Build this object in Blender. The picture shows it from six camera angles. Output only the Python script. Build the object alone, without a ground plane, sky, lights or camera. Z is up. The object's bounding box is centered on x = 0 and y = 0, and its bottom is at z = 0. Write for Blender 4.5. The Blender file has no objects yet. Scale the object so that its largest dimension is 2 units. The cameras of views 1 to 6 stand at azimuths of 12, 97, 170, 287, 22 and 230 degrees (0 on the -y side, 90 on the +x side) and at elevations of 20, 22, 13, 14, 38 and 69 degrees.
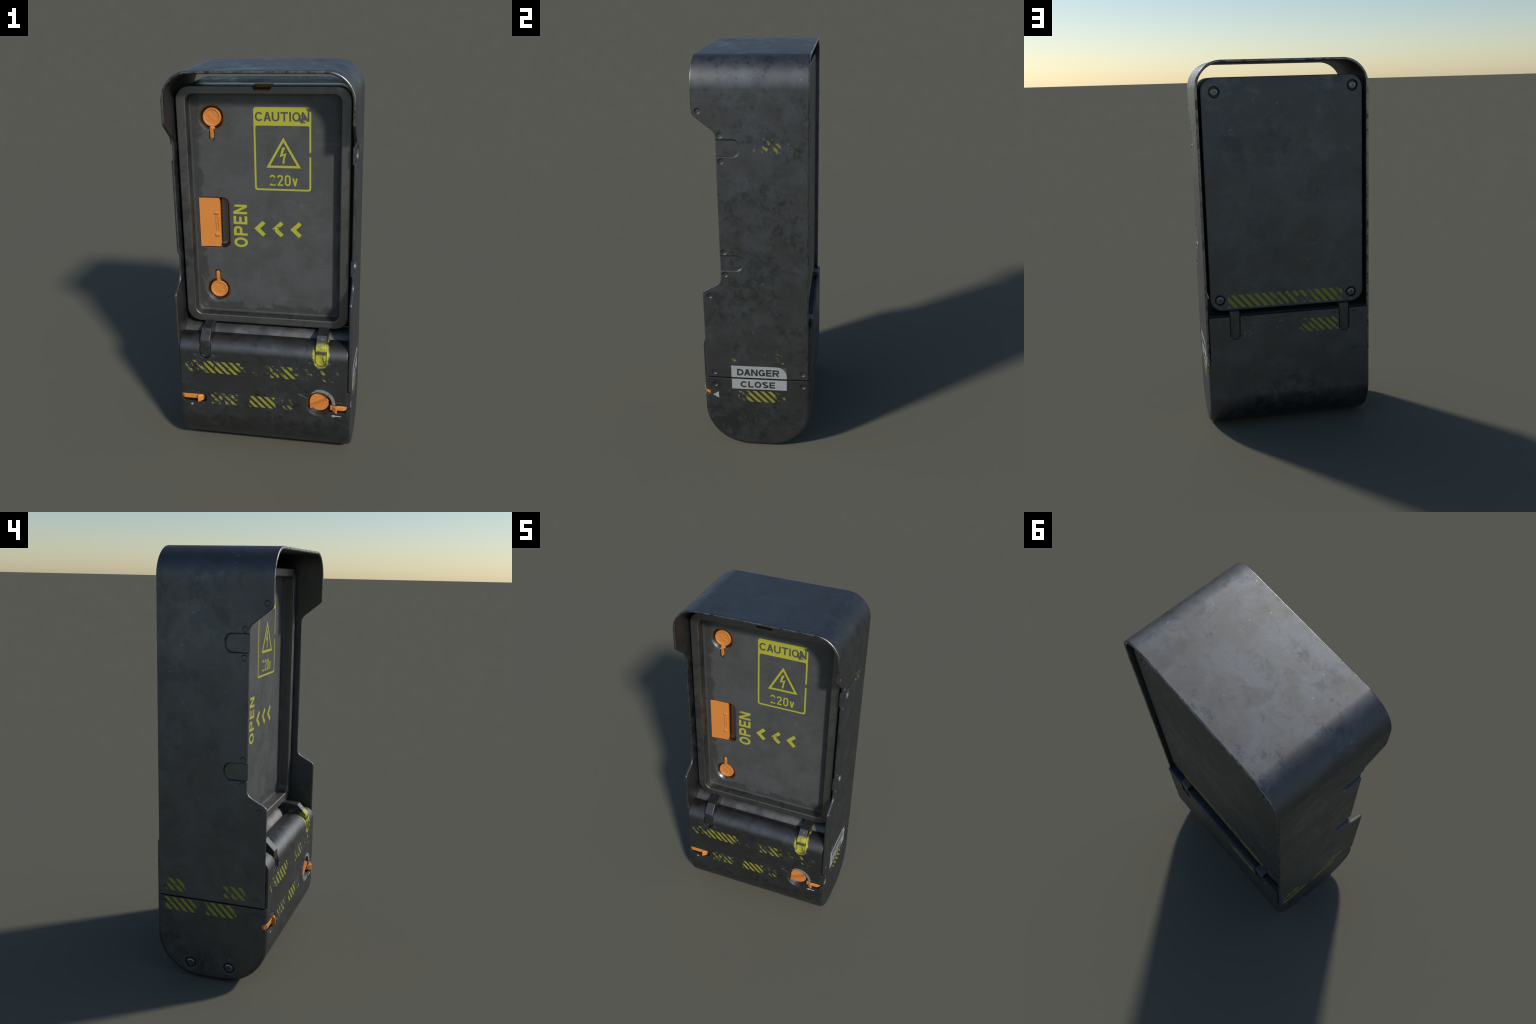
# Industrial electrical cabinet: a bent-sheet hood over a door box standing in a rounded base trough.
import bpy, bmesh, math
from mathutils import Vector, Matrix

# ------------------------------------------------------------------ sizes (metres)
HALF_W = 0.452          # outer half width of hood and base
SHEET = 0.0142          # hood sheet thickness
TOP = 2.0
BEND = 0.138            # hood bend radius
HOOD_BACK = 0.265
PLATE_BOTTOM = 0.407
BOX_W, BOX_Z0, BOX_Z1 = 0.423, 0.690, 1.915
BOX_FRONT, BOX_BACK, BOX_R = -0.130, 0.2462, 0.070
SEAM_Y = -0.020         # where door meets box
FLOOR_Y = -0.077        # door recess floor
BASE_F, BASE_B = -0.268, 0.278
BASE_R = 0.213          # rear bottom radius
BASE_RF = 0.222         # front bottom radius
BASE_W = 0.4513         # base half width

# ------------------------------------------------------------------ node helpers
class Nodes:
    def __init__(self, name):
        self.mat = bpy.data.materials.new(name)
        self.mat.use_nodes = True
        self.t = self.mat.node_tree
        self.t.nodes.clear()
        self.out = self.t.nodes.new('ShaderNodeOutputMaterial')
        self.coord = self.t.nodes.new('ShaderNodeTexCoord').outputs['Object']
        s = self.t.nodes.new('ShaderNodeSeparateXYZ')
        self.t.links.new(self.coord, s.inputs[0])
        self.x, self.y, self.z = s.outputs

    def link(self, a, sock):
        if isinstance(a, (int, float)):
            sock.default_value = a
        elif isinstance(a, (tuple, list)):
            sock.default_value = tuple(a) + ((1.0,) if len(a) == 3 and sock.type == 'RGBA' else ())
        else:
            self.t.links.new(a, sock)

    def m(self, op, a, b=0.0, c=None, clamp=False):
        n = self.t.nodes.new('ShaderNodeMath')
        n.operation = op
        n.use_clamp = clamp
        self.link(a, n.inputs[0])
        self.link(b, n.inputs[1])
        if c is not None:
            self.link(c, n.inputs[2])
        return n.outputs[0]

    def add(self, a, b): return self.m('ADD', a, b)
    def sub(self, a, b): return self.m('SUBTRACT', a, b)
    def mul(self, a, b): return self.m('MULTIPLY', a, b)
    def mx(self, a, b): return self.m('MAXIMUM', a, b)
    def mn(self, a, b): return self.m('MINIMUM', a, b)

    def step(self, v, lo, hi):
        """smooth 0..1 ramp between lo and hi (lo may exceed hi)"""
        n = self.t.nodes.new('ShaderNodeMapRange')
        n.interpolation_type = 'SMOOTHSTEP'
        if lo > hi:
            lo, hi = hi, lo
            n.inputs['To Min'].default_value, n.inputs['To Max'].default_value = 1.0, 0.0
        n.inputs['From Min'].default_value, n.inputs['From Max'].default_value = lo, hi
        self.link(v, n.inputs['Value'])
        return n.outputs[0]

    def vec(self, scale=(1, 1, 1), offset=(0, 0, 0), rot=(0, 0, 0)):
        n = self.t.nodes.new('ShaderNodeMapping')
        n.inputs['Scale'].default_value = scale
        n.inputs['Location'].default_value = offset
        n.inputs['Rotation'].default_value = rot
        self.t.links.new(self.coord, n.inputs[0])
        return n.outputs[0]

    def noise(self, scale, detail=4, rough=0.55, vec=None, dist=0.0):
        n = self.t.nodes.new('ShaderNodeTexNoise')
        n.inputs['Scale'].default_value = scale
        n.inputs['Detail'].default_value = detail
        n.inputs['Roughness'].default_value = rough
        n.inputs['Distortion'].default_value = dist
        self.t.links.new(vec if vec is not None else self.coord, n.inputs['Vector'])
        return n.outputs['Fac']

    def mix(self, f, a, b):
        n = self.t.nodes.new('ShaderNodeMix')
        n.data_type = 'RGBA'
        self.link(f, n.inputs[0])
        self.link(a, n.inputs[6])
        self.link(b, n.inputs[7])
        return n.outputs[2]

    def mixf(self, f, a, b):
        n = self.t.nodes.new('ShaderNodeMix')
        self.link(f, n.inputs[0])
        self.link(a, n.inputs[2])
        self.link(b, n.inputs[3])
        return n.outputs[0]

    def box(self, h, lo, hi, soft=0.002):
        return self.mul(self.step(h, lo - soft, lo + soft), self.step(h, hi + soft, hi - soft))

    def finish(self, colour, rough, metallic=0.0, bump=None, bump_strength=0.2, bump_dist=0.002,
               edge=0.0035, spec=0.5, coat=0.0):
        p = self.t.nodes.new('ShaderNodeBsdfPrincipled')
        self.link(colour, p.inputs['Base Color'])
        self.link(rough, p.inputs['Roughness'])
        self.link(metallic, p.inputs['Metallic'])
        self.link(spec, p.inputs['Specular IOR Level'])
        if coat:
            p.inputs['Coat Weight'].default_value = coat
        nrm = None
        if edge:
            b = self.t.nodes.new('ShaderNodeBevel')
            b.samples = 4
            b.inputs['Radius'].default_value = edge
            nrm = b.outputs[0]
        if bump is not None:
            b = self.t.nodes.new('ShaderNodeBump')
            b.inputs['Strength'].default_value = bump_strength
            b.inputs['Distance'].default_value = bump_dist
            self.link(bump, b.inputs['Height'])
            if nrm is not None:
                self.t.links.new(nrm, b.inputs['Normal'])
            nrm = b.outputs[0]
        if nrm is not None:
            self.t.links.new(nrm, p.inputs['Normal'])
        self.t.links.new(p.outputs[0], self.out.inputs[0])
        return self.mat


STEEL_A = (0.154, 0.163, 0.173)
STEEL_B = (0.136, 0.136, 0.135)
STEEL_D = (0.070, 0.070, 0.070)
YELLOW = (0.50, 0.49, 0.045)
STRIPE = (0.30, 0.29, 0.028)      # older, duller hazard stripes
WHITE = (0.43, 0.44, 0.44)
ORANGE = (0.72, 0.255, 0.05)
STEEL_ROUGH = 0.52
STEEL_METAL = 1.0


def steel_layers(n, a=STEEL_A, b=STEEL_B, rough=STEEL_ROUGH):
    big = n.noise(2.7, 7, 0.62, dist=0.25)
    mid = n.noise(9, 8, 0.68, n.vec(offset=(3.1, 1.7, 0.4)), dist=0.3)
    rub = n.noise(15, 9, 0.74, n.vec(scale=(1, 1, 0.6), offset=(7, 2, 5), rot=(0.6, 0.5, 0.4)), dist=0.25)
    fine = n.noise(110, 4, 0.65)
    col = n.mix(n.step(n.add(n.mul(big, 0.5), n.mul(mid, 0.5)), 0.43, 0.58), b, a)
    # greasy dark smears with torn edges
    smear = n.step(n.add(n.mul(n.noise(4.6, 4, 0.6, n.vec(offset=(9.3, 4.1, 2.2)), dist=0.3), 0.66), n.mul(rub, 0.34)), 0.525, 0.595)
    col = n.mix(n.mul(smear, 0.20), col, STEEL_D)
    # small sharp blotches and pits
    blot = n.step(n.add(n.mul(n.noise(24, 6, 0.7, n.vec(offset=(2, 9, 4)), dist=0.3), 0.8), n.mul(big, 0.2)), 0.60, 0.64)
    col = n.mix(n.mul(blot, 0.20), col, STEEL_D)
    # pale rubbed flecks and nicks
    fleck = n.step(rub, 0.63, 0.70)
    col = n.mix(n.mul(fleck, 0.22), col, (0.36, 0.36, 0.34))
    nick = n.step(n.noise(38, 2, 0.5, n.vec(offset=(5, 8, 1))), 0.735, 0.76)
    col = n.mix(n.mul(nick, 0.35), col, (0.42, 0.42, 0.41))
    # fine hairline scratches, drawn out along one slanted direction
    hair = n.step(n.noise(30, 3, 0.6, n.vec(scale=(0.12, 3.0, 1.6), rot=(0.3, 0.9, 0.5)), dist=0.1), 0.66, 0.70)
    col = n.mix(n.mul(hair, 0.05), col, (0.42, 0.42, 0.41))
    r = n.add(rough, n.mul(n.sub(mid, 0.5), 0.22))
    polish = n.step(n.add(n.mul(big, 0.35), n.mul(n.noise(19, 9, 0.76, n.vec(offset=(1, 6, 3)), dist=0.2), 0.65)), 0.495, 0.585)
    r = n.sub(r, n.mul(polish, 0.13))
    r = n.add(r, n.mul(smear, 0.06))
    r = n.add(r, n.mul(n.sub(fine, 0.5), 0.08))
    h = n.add(n.mul(n.noise(26, 4, 0.6), 0.6), n.mul(fine, 0.16))
    return col, r, h


def hazard(n, h, lo, hi, z0, z1, period=0.0385, phase=0.0, keep=(), base=0.25, slope=1.0, duty=0.56,
           seed=0.0):
    """worn diagonal paint stripes: h runs to the viewer's right, keep = (centre, half width, amount)"""
    s = n.m('FRACT', n.mul(n.add(n.add(h, n.mul(n.z, slope)), phase + 10 * period), 1 / period))
    stripe = n.mul(n.step(s, 0.0, 0.06), n.step(s, duty + 0.03, duty - 0.03))
    zone = n.mul(n.box(h, lo, hi, 0.0015), n.box(n.z, z0, z1, 0.0015))
    amount = base
    for c, w, a in keep:
        d = n.m('ABSOLUTE', n.sub(h, c))
        amount = n.add(amount, n.mul(n.step(d, w * 1.25, w * 0.6), a))
    chip = n.noise(26, 7, 0.70, n.vec(offset=(seed, 2.3 * seed, 1.0 + seed)), dist=0.3)
    worn = n.step(n.add(amount, n.mul(n.sub(chip, 0.5), 2.1)), 0.36, 0.56)
    return n.mul(n.mul(stripe, zone), worn)


def facing(n, axis, side):
    """keeps a painted mark on the one face it was painted on"""
    c = {'x': n.x, 'y': n.y}[axis]
    return n.step(n.mul(c, 1 if side > 0 else -1), abs(side) - 0.004, abs(side) - 0.002)


def painted(n, col, r, mask, colour, tint=0.12):
    t = n.noise(18, 4, 0.6, n.vec(offset=(2, 2, 7)))
    c = n.mix(n.mul(t, tint * 2), colour, tuple(v * 0.6 for v in colour))
    return n.mix(mask, col, c), n.mixf(mask, r, 0.62), n.mixf(mask, STEEL_METAL, 0.05)


def spray_patch(n):
    wob = n.noise(22, 6, 0.7)
    d = n.m('SQRT', n.add(n.m('POWER', n.mul(n.sub(n.x, 0.302), 1 / 0.043), 2.0),
                          n.m('POWER', n.mul(n.sub(n.z, 0.600), 1 / 0.070), 2.0)))
    d = n.add(d, n.mul(n.sub(wob, 0.5), 1.0))
    band = n.box(n.add(n.z, n.mul(n.sub(wob, 0.5), 0.03)), 0.603, 0.624, 0.006)      # bare at the bend
    thin = n.step(n.noise(19, 5, 0.62, n.vec(offset=(4, 0, 2.2))), 0.46, 0.66)
    body = n.mul(n.step(d, 1.10, 0.82), n.step(n.y, -0.15, -0.18))
    inner = n.box(n.x, 0.274, 0.329, 0.002)
    return n.mul(body, n.sub(1.0, n.mx(n.mul(thin, 0.55), n.mul(n.mul(band, inner), 0.8))))


def mat_hood():
    n = Nodes('hood_steel')
    col, r, h = steel_layers(n)
    right = n.step(n.x, 0.4465, 0.4485)
    left = n.step(n.x, -0.4465, -0.4485)
    ny = n.mul(n.y, -1.0)
    m1 = hazard(n, n.y, -0.125, 0.146, 0.494, 0.556, base=0.12, keep=((-0.11, 0.03, .16), (.12, .035, .22)), seed=1.2)
    m2 = hazard(n, n.y, 0.05, 0.22, 1.575, 1.645, base=0.16, keep=((0.09, 0.05, 0.22),), seed=8.4)
    m3 = hazard(n, n.y, -0.02, 0.2, 0.98, 1.02, base=-0.08, seed=5.4)
    m4 = hazard(n, ny, -0.236, 0.20, 0.432, 0.492, base=-0.15, keep=((-0.185, .06, .85), (.11, .06, .80)), seed=2.2)
    mask = n.mx(n.mul(right, n.mx(m1, n.mx(m2, m3))), n.mul(left, m4))
    col, r, met = painted(n, col, r, mask, STRIPE)
    # dark rust-brown wear creeping in from the sheet's rear and front edges
    e = n.mx(n.step(n.y, 0.247, 0.264), n.step(n.y, -0.250, -0.264))
    wear = n.step(n.add(e, n.mul(n.sub(n.noise(34, 5, 0.7), 0.5), 2.0)), 0.80, 0.95)
    col = n.mix(n.mul(wear, 0.6), col, (0.095, 0.085, 0.068))
    r = n.sub(r, n.mul(wear, 0.10))
    bare = n.mul(n.mx(n.step(n.y, -0.2625, -0.2650), n.step(n.y, 0.2605, 0.2630)), n.step(n.noise(20, 6, 0.7, n.vec(offset=(6, 3, 1))), 0.40, 0.52))  # rim highlight painted as a pale line on the hood's front and rear edges
    col = n.mix(n.mul(bare, 0.7), col, (0.36, 0.36, 0.355))
    r = n.sub(r, n.mul(bare, 0.10))
    return n.finish(col, r, met, h, 0.16, 0.0022)


def mat_base():
    n = Nodes('base_steel')
    col, r, h = steel_layers(n, tuple(v * 0.88 for v in STEEL_A), tuple(v * 0.88 for v in STEEL_B))
    front = n.step(n.y, -0.262, -0.266)
    rear = n.step(n.y, 0.272, 0.276)
    right = n.step(n.x, 0.4465, 0.4495)
    left = n.step(n.x, -0.4465, -0.4495)
    nx, ny = n.mul(n.x, -1.0), n.mul(n.y, -1.0)
    f1 = hazard(n, n.x, -0.412, 0.415, 0.458, 0.527, base=0.0, seed=0.7,
                keep=((-0.35, .08, .44), (-.20, .10, .62), (-.05, .07, .20), (.1, .08, .52), (.30, .12, .32)))
    f2 = hazard(n, n.x, -0.295, 0.185, 0.276, 0.342, base=0.12, seed=1.9,
                keep=((-.20, .10, .34), (-0.01, .07, .56), (.10, .06, .24)))
    f3 = hazard(n, nx, -0.25, 0.275, 0.548, 0.622, base=-0.12, seed=4.6, keep=((.18, .13, .74), (-.235, .03, .5)))
    f4 = hazard(n, n.y, -0.122, 0.148, 0.266, 0.331, base=0.34, seed=12.9, keep=((0.02, .07, .5),))
    f5 = hazard(n, ny, -0.258, 0.19, 0.333, 0.396, base=0.18, seed=6.1, keep=((-.16, .09, .55), (0.04, .08, .5)))
    mask = n.mx(n.mul(front, n.mx(f1, f2)), n.mul(rear, f3))
    mask = n.mx(mask, n.mx(n.mul(right, f4), n.mul(left, f5)))
    spray = spray_patch(n)
    col, r, met = painted(n, col, r, mask, STRIPE)
    col, r, met = painted(n, col, r, spray, YELLOW)
    mask = n.mx(mask, spray)
    # white ring segment round the knob well, with a scale tick
    dx, dz = n.sub(n.x, 0.2985), n.sub(n.z, 0.3325)
    rad = n.m('SQRT', n.add(n.mul(dx, dx), n.mul(dz, dz)))
    ang = n.m('ARCTAN2', dz, dx)
    arc = n.mul(n.box(rad, 0.050, 0.0795, 0.001), n.box(ang, -0.05, 2.25, 0.03))
    thin = n.mul(n.box(ang, 1.9, 2.25, 0.03), n.step(rad, 0.072, 0.074))
    tick = n.mul(n.box(n.add(n.x, n.mul(n.z, 1.95)), 0.918, 0.930, 0.001), n.box(n.x, 0.188, 0.232, 0.002))
    chip = n.step(n.noise(40, 5, 0.65, n.vec(offset=(1, 1, 1))), 0.68, 0.54)
    white = n.mul(n.mul(n.mx(n.mul(arc, n.sub(1.0, thin)), n.mul(tick, 0.6)), front), n.mul(chip, 0.62))
    col, r, met = painted(n, col, r, white, WHITE)
    met = n.mixf(n.mx(mask, white), STEEL_METAL, 0.05)
    return n.finish(col, r, met, h, 0.16, 0.0022)


def mat_box():
    n = Nodes('box_steel')
    col, r, h = steel_layers(n, tuple(v * 0.92 for v in STEEL_A), tuple(v * 0.92 for v in STEEL_B))
    nx = n.mul(n.x, -1.0)
    f = hazard(n, nx, -0.327, 0.305, 0.705, 0.776, period=0.0415, phase=0.013, slope=0.87, base=0.52, seed=3.1,
               keep=((-.22, .12, .45), (.2, .07, .2)))
    mask = n.mul(f, n.step(n.y, 0.242, 0.246))
    col, r, met = painted(n, col, r, mask, STRIPE)
    return n.finish(col, r, met, h, 0.14, 0.0022)


def mat_door():
    n = Nodes('door_paint')
    col, r, h = steel_layers(n, (0.094, 0.096, 0.097), (0.076, 0.076, 0.075), rough=0.54)
    floor = n.step(n.y, FLOOR_Y - 0.010, FLOOR_Y - 0.003)
    well = n.step(n.y, FLOOR_Y + 0.001, FLOOR_Y + 0.003)          # bare, polished metal in the wells
    metal = n.sub(1.0, floor)
    col = n.mix(metal, col, (0.185, 0.182, 0.172))
    # scuffed grime, heaviest low down and along the hinge and handle sides
    sn = n.noise(13, 9, 0.74, n.vec(scale=(1.0, 1.0, 0.8), rot=(0, 0.7, 0)), dist=0.7)
    edge_l = n.step(n.x, -0.27, -0.365)
    edge_b = n.step(n.z, 0.84, 0.74)
    edge_r = n.mul(n.step(n.x, 0.335, 0.366), 0.8)
    g = n.mx(n.mx(edge_l, edge_b), edge_r)
    dirt = n.mul(n.step(n.add(n.mul(g, 0.30), n.mul(sn, 0.9)), 0.605, 0.70), floor)
    col = n.mix(n.mul(dirt, 0.66), col, (0.038, 0.038, 0.037))
    r = n.sub(r, n.mul(dirt, 0.08))
    col = n.mix(well, col, (0.26, 0.26, 0.26))
    r = n.mixf(well, r, 0.31)
    floor = n.mul(floor, n.sub(1.0, well))
    return n.finish(col, r, n.mixf(floor, STEEL_METAL, 0.15), h, 0.10, 0.0018, edge=0.005)


def mat_paint(name, colour, under, wear=0.12, seed=0.0, blotch=None):
    n = Nodes(name)
    chip = n.noise(34, 5, 0.66, n.vec(offset=(seed, 1.4, seed * 0.7)), dist=0.4)
    amount = wear
    for (cx, cz, rad, a) in (blotch or ()):
        d = n.m('SQRT', n.add(n.m('POWER', n.sub(n.x, cx), 2.0), n.m('POWER', n.sub(n.z, cz), 2.0)))
        amount = n.add(amount, n.mul(n.step(d, rad * 1.6, rad * 0.5), a))
    gone = n.step(n.add(amount, n.mul(n.sub(chip, 0.5), 1.2)), 0.36, 0.46)
    t = n.noise(14, 4, 0.6, n.vec(offset=(seed, 0, 4)))
    c = n.mix(n.mul(t, 0.35), colour, tuple(v * 0.62 for v in colour))
    c = n.mix(gone, c, under)
    return n.finish(c, 0.6, 0.1, None, edge=0.0)


def mat_orange():
    n = Nodes('orange_plastic')
    t = n.noise(9, 4, 0.6)
    c = n.mix(n.mul(t, 0.3), ORANGE, tuple(v * 0.72 for v in ORANGE))
    return n.finish(c, n.add(0.42, n.mul(n.noise(30, 3), 0.12)), 0.0, n.noise(70, 3), 0.05, 0.001, edge=0.0025)


def mat_clip(sprayed):
    n = Nodes('clip_steel_sprayed' if sprayed else 'clip_steel')
    col, r, h = steel_layers(n, (0.135, 0.137, 0.138), (0.105, 0.105, 0.102), rough=0.52)
    met = STEEL_METAL
    if sprayed:
        col, r, met = painted(n, col, r, spray_patch(n), YELLOW)
    return n.finish(col, r, met, h, 0.15, 0.002, edge=0.003)


def mat_roller():
    n = Nodes('roller_steel')
    sm = n.noise(13, 5, 0.55)
    c = n.mix(n.step(sm, 0.36, 0.66), (0.105, 0.105, 0.105), (0.185, 0.18, 0.174))
    return n.finish(c, n.add(0.44, n.mul(sm, 0.2)), 0.85, n.noise(60, 3), 0.08, 0.001, edge=0.0)


def mat_screw():
    n = Nodes('screw_steel')
    return n.finish(n.mix(n.noise(90, 3), (0.14, 0.14, 0.145), (0.24, 0.24, 0.245)), 0.30, 0.9,
                    n.noise(150, 2), 0.1, 0.001, edge=0.0015)


def mat_plain(name, colour, rough=0.6):
    n = Nodes(name)
    c = n.mix(n.mul(n.noise(25, 4), 0.3), colour, tuple(v * 0.7 for v in colour))
    return n.finish(c, rough, 0.1, None, edge=0.0)


# ------------------------------------------------------------------ mesh helpers
ROOT = None


def make(name, verts, faces, material, parent=None, smooth=32, recalc=True):
    me = bpy.data.meshes.new(name)
    me.from_pydata([tuple(v) for v in verts], [], faces)
    me.update()
    ob = bpy.data.objects.new(name, me)
    bpy.context.scene.collection.objects.link(ob)
    if material:
        me.materials.append(material)
    tidy(ob, smooth, recalc)
    if parent is not None:
        ob.parent = parent
    return ob


def tidy(ob, smooth=32, recalc=True):
    bm = bmesh.new()
    bm.from_mesh(ob.data)
    bmesh.ops.remove_doubles(bm, verts=bm.verts, dist=1e-6)
    if recalc:
        bmesh.ops.recalc_face_normals(bm, faces=bm.faces)
    lim = math.radians(smooth)
    for f in bm.faces:
        f.smooth = True
    for e in bm.edges:
        e.smooth = len(e.link_faces) == 2 and e.calc_face_angle(3.2) < lim
    bm.to_mesh(ob.data)
    bm.free()
    ob.data.update()


def loft(rings, closed_ends=True):
    """rings: equal-length closed loops -> verts, faces"""
    k = len(rings[0])
    verts = [p for r in rings for p in r]
    faces = []
    for i in range(len(rings) - 1):
        for j in range(k):
            a, b = i * k + j, i * k + (j + 1) % k
            faces.append((a, b, b + k, a + k))
    if closed_ends:
        faces.append(tuple(range(k))[::-1])
        o = (len(rings) - 1) * k
        faces.append(tuple(range(o, o + k)))
    return verts, faces


def prism(outline, f, d0, d1):
    """2D outline (counter-clockwise) extruded between depths; f maps (u, v, depth) to 3D"""
    return loft([[f(u, v, d0) for u, v in outline], [f(u, v, d1) for u, v in outline]])


FRONT = lambda u, v, d: (u, d, v)           # outline in x,z; depth along y
SIDE = lambda u, v, d: (d, u, v)            # outline in y,z; depth along x


def rounded_rect(x0, x1, z0, z1, r, n=8):
    pts = []
    for cx, cz, a0 in ((x1 - r, z0 + r, -90), (x1 - r, z1 - r, 0), (x0 + r, z1 - r, 90), (x0 + r, z0 + r, 180)):
        for i in range(n + 1):
            a = math.radians(a0 + 90 * i / n)
            pts.append((cx + r * math.cos(a), cz + r * math.sin(a)))
    return pts


def circle(cx, cz, r, n=32, a0=0.0):
    return [(cx + r * math.cos(a0 + 2 * math.pi * i / n), cz + r * math.sin(a0 + 2 * math.pi * i / n)) for i in range(n)]


def stadium(u0, u1, v0, v1, open_top=True, n=10):
    """slot whose lower end is a half circle"""
    r, c = (u1 - u0) / 2, (u0 + u1) / 2
    pts = [(c + r * math.cos(math.radians(180 + 180 * i / n)), v0 + r + r * math.sin(math.radians(180 + 180 * i / n)))
           for i in range(n + 1)]
    return pts + [(u1, v1), (u0, v1)]


def weight(ob):
    """flat panels keep flat shading up to their rounded rims"""
    m = ob.modifiers.new('weight', 'WEIGHTED_NORMAL')
    m.keep_sharp = True
    m.weight = 100
    bpy.context.view_layer.update()
    me = bpy.data.meshes.new_from_object(ob.evaluated_get(bpy.context.evaluated_depsgraph_get()))
    ob.modifiers.clear()
    old, ob.data = ob.data, me
    bpy.data.meshes.remove(old)


class Cutter:
    """collects closed solids, then subtracts them all at once"""
    def __init__(self):
        self.v, self.f = [], []

    def add(self, vf):
        o = len(self.v)
        self.v += vf[0]
        self.f += [tuple(i + o for i in f) for f in vf[1]]

    def cut(self, ob, smooth=32):
        c = make('cutter', self.v, self.f, None)
        for p in c.data.polygons:
            p.use_smooth = False
        m = ob.modifiers.new('cut', 'BOOLEAN')
        m.object = c
        m.operation = 'DIFFERENCE'
        m.solver = 'EXACT'
        m.use_self = True
        bpy.context.view_layer.update()
        dg = bpy.context.evaluated_depsgraph_get()
        me = bpy.data.meshes.new_from_object(ob.evaluated_get(dg))
        ob.modifiers.clear()
        old = ob.data
        mats = list(old.materials)
        ob.data = me
        me.materials.clear()
        for k in mats:
            me.materials.append(k)
        for p in me.polygons:
            p.material_index = 0
        bpy.data.meshes.remove(old)
        bpy.data.objects.remove(c)
        tidy(ob, smooth, recalc=False)
        weight(ob)


def dimple(f, u, v, surface, inward, r=0.0155, depth=0.0045):
    """shallow pressed dimple; inward = +1/-1 along the depth axis"""
    s = inward
    return loft([[f(a, b, surface - s * 0.004) for a, b in circle(u, v, r * 1.10, 20)],
                 [f(a, b, surface + s * depth) for a, b in circle(u, v, r * 0.66, 20)]])


def lathe(profile, f, cu, cv, n=32):
    """profile of (radius, depth), closed at both ends"""
    return loft([[f(a, b, d) for a, b in circle(cu, cv, r, n)] for r, d in profile])


def arc(cx, cy, rx, ry, a0, a1, n=12):
    return [(cx + rx * math.cos(math.radians(a0 + (a1 - a0) * i / n)), cy + ry * math.sin(math.radians(a0 + (a1 - a0) * i / n)))
            for i in range(n + 1)]


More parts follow.
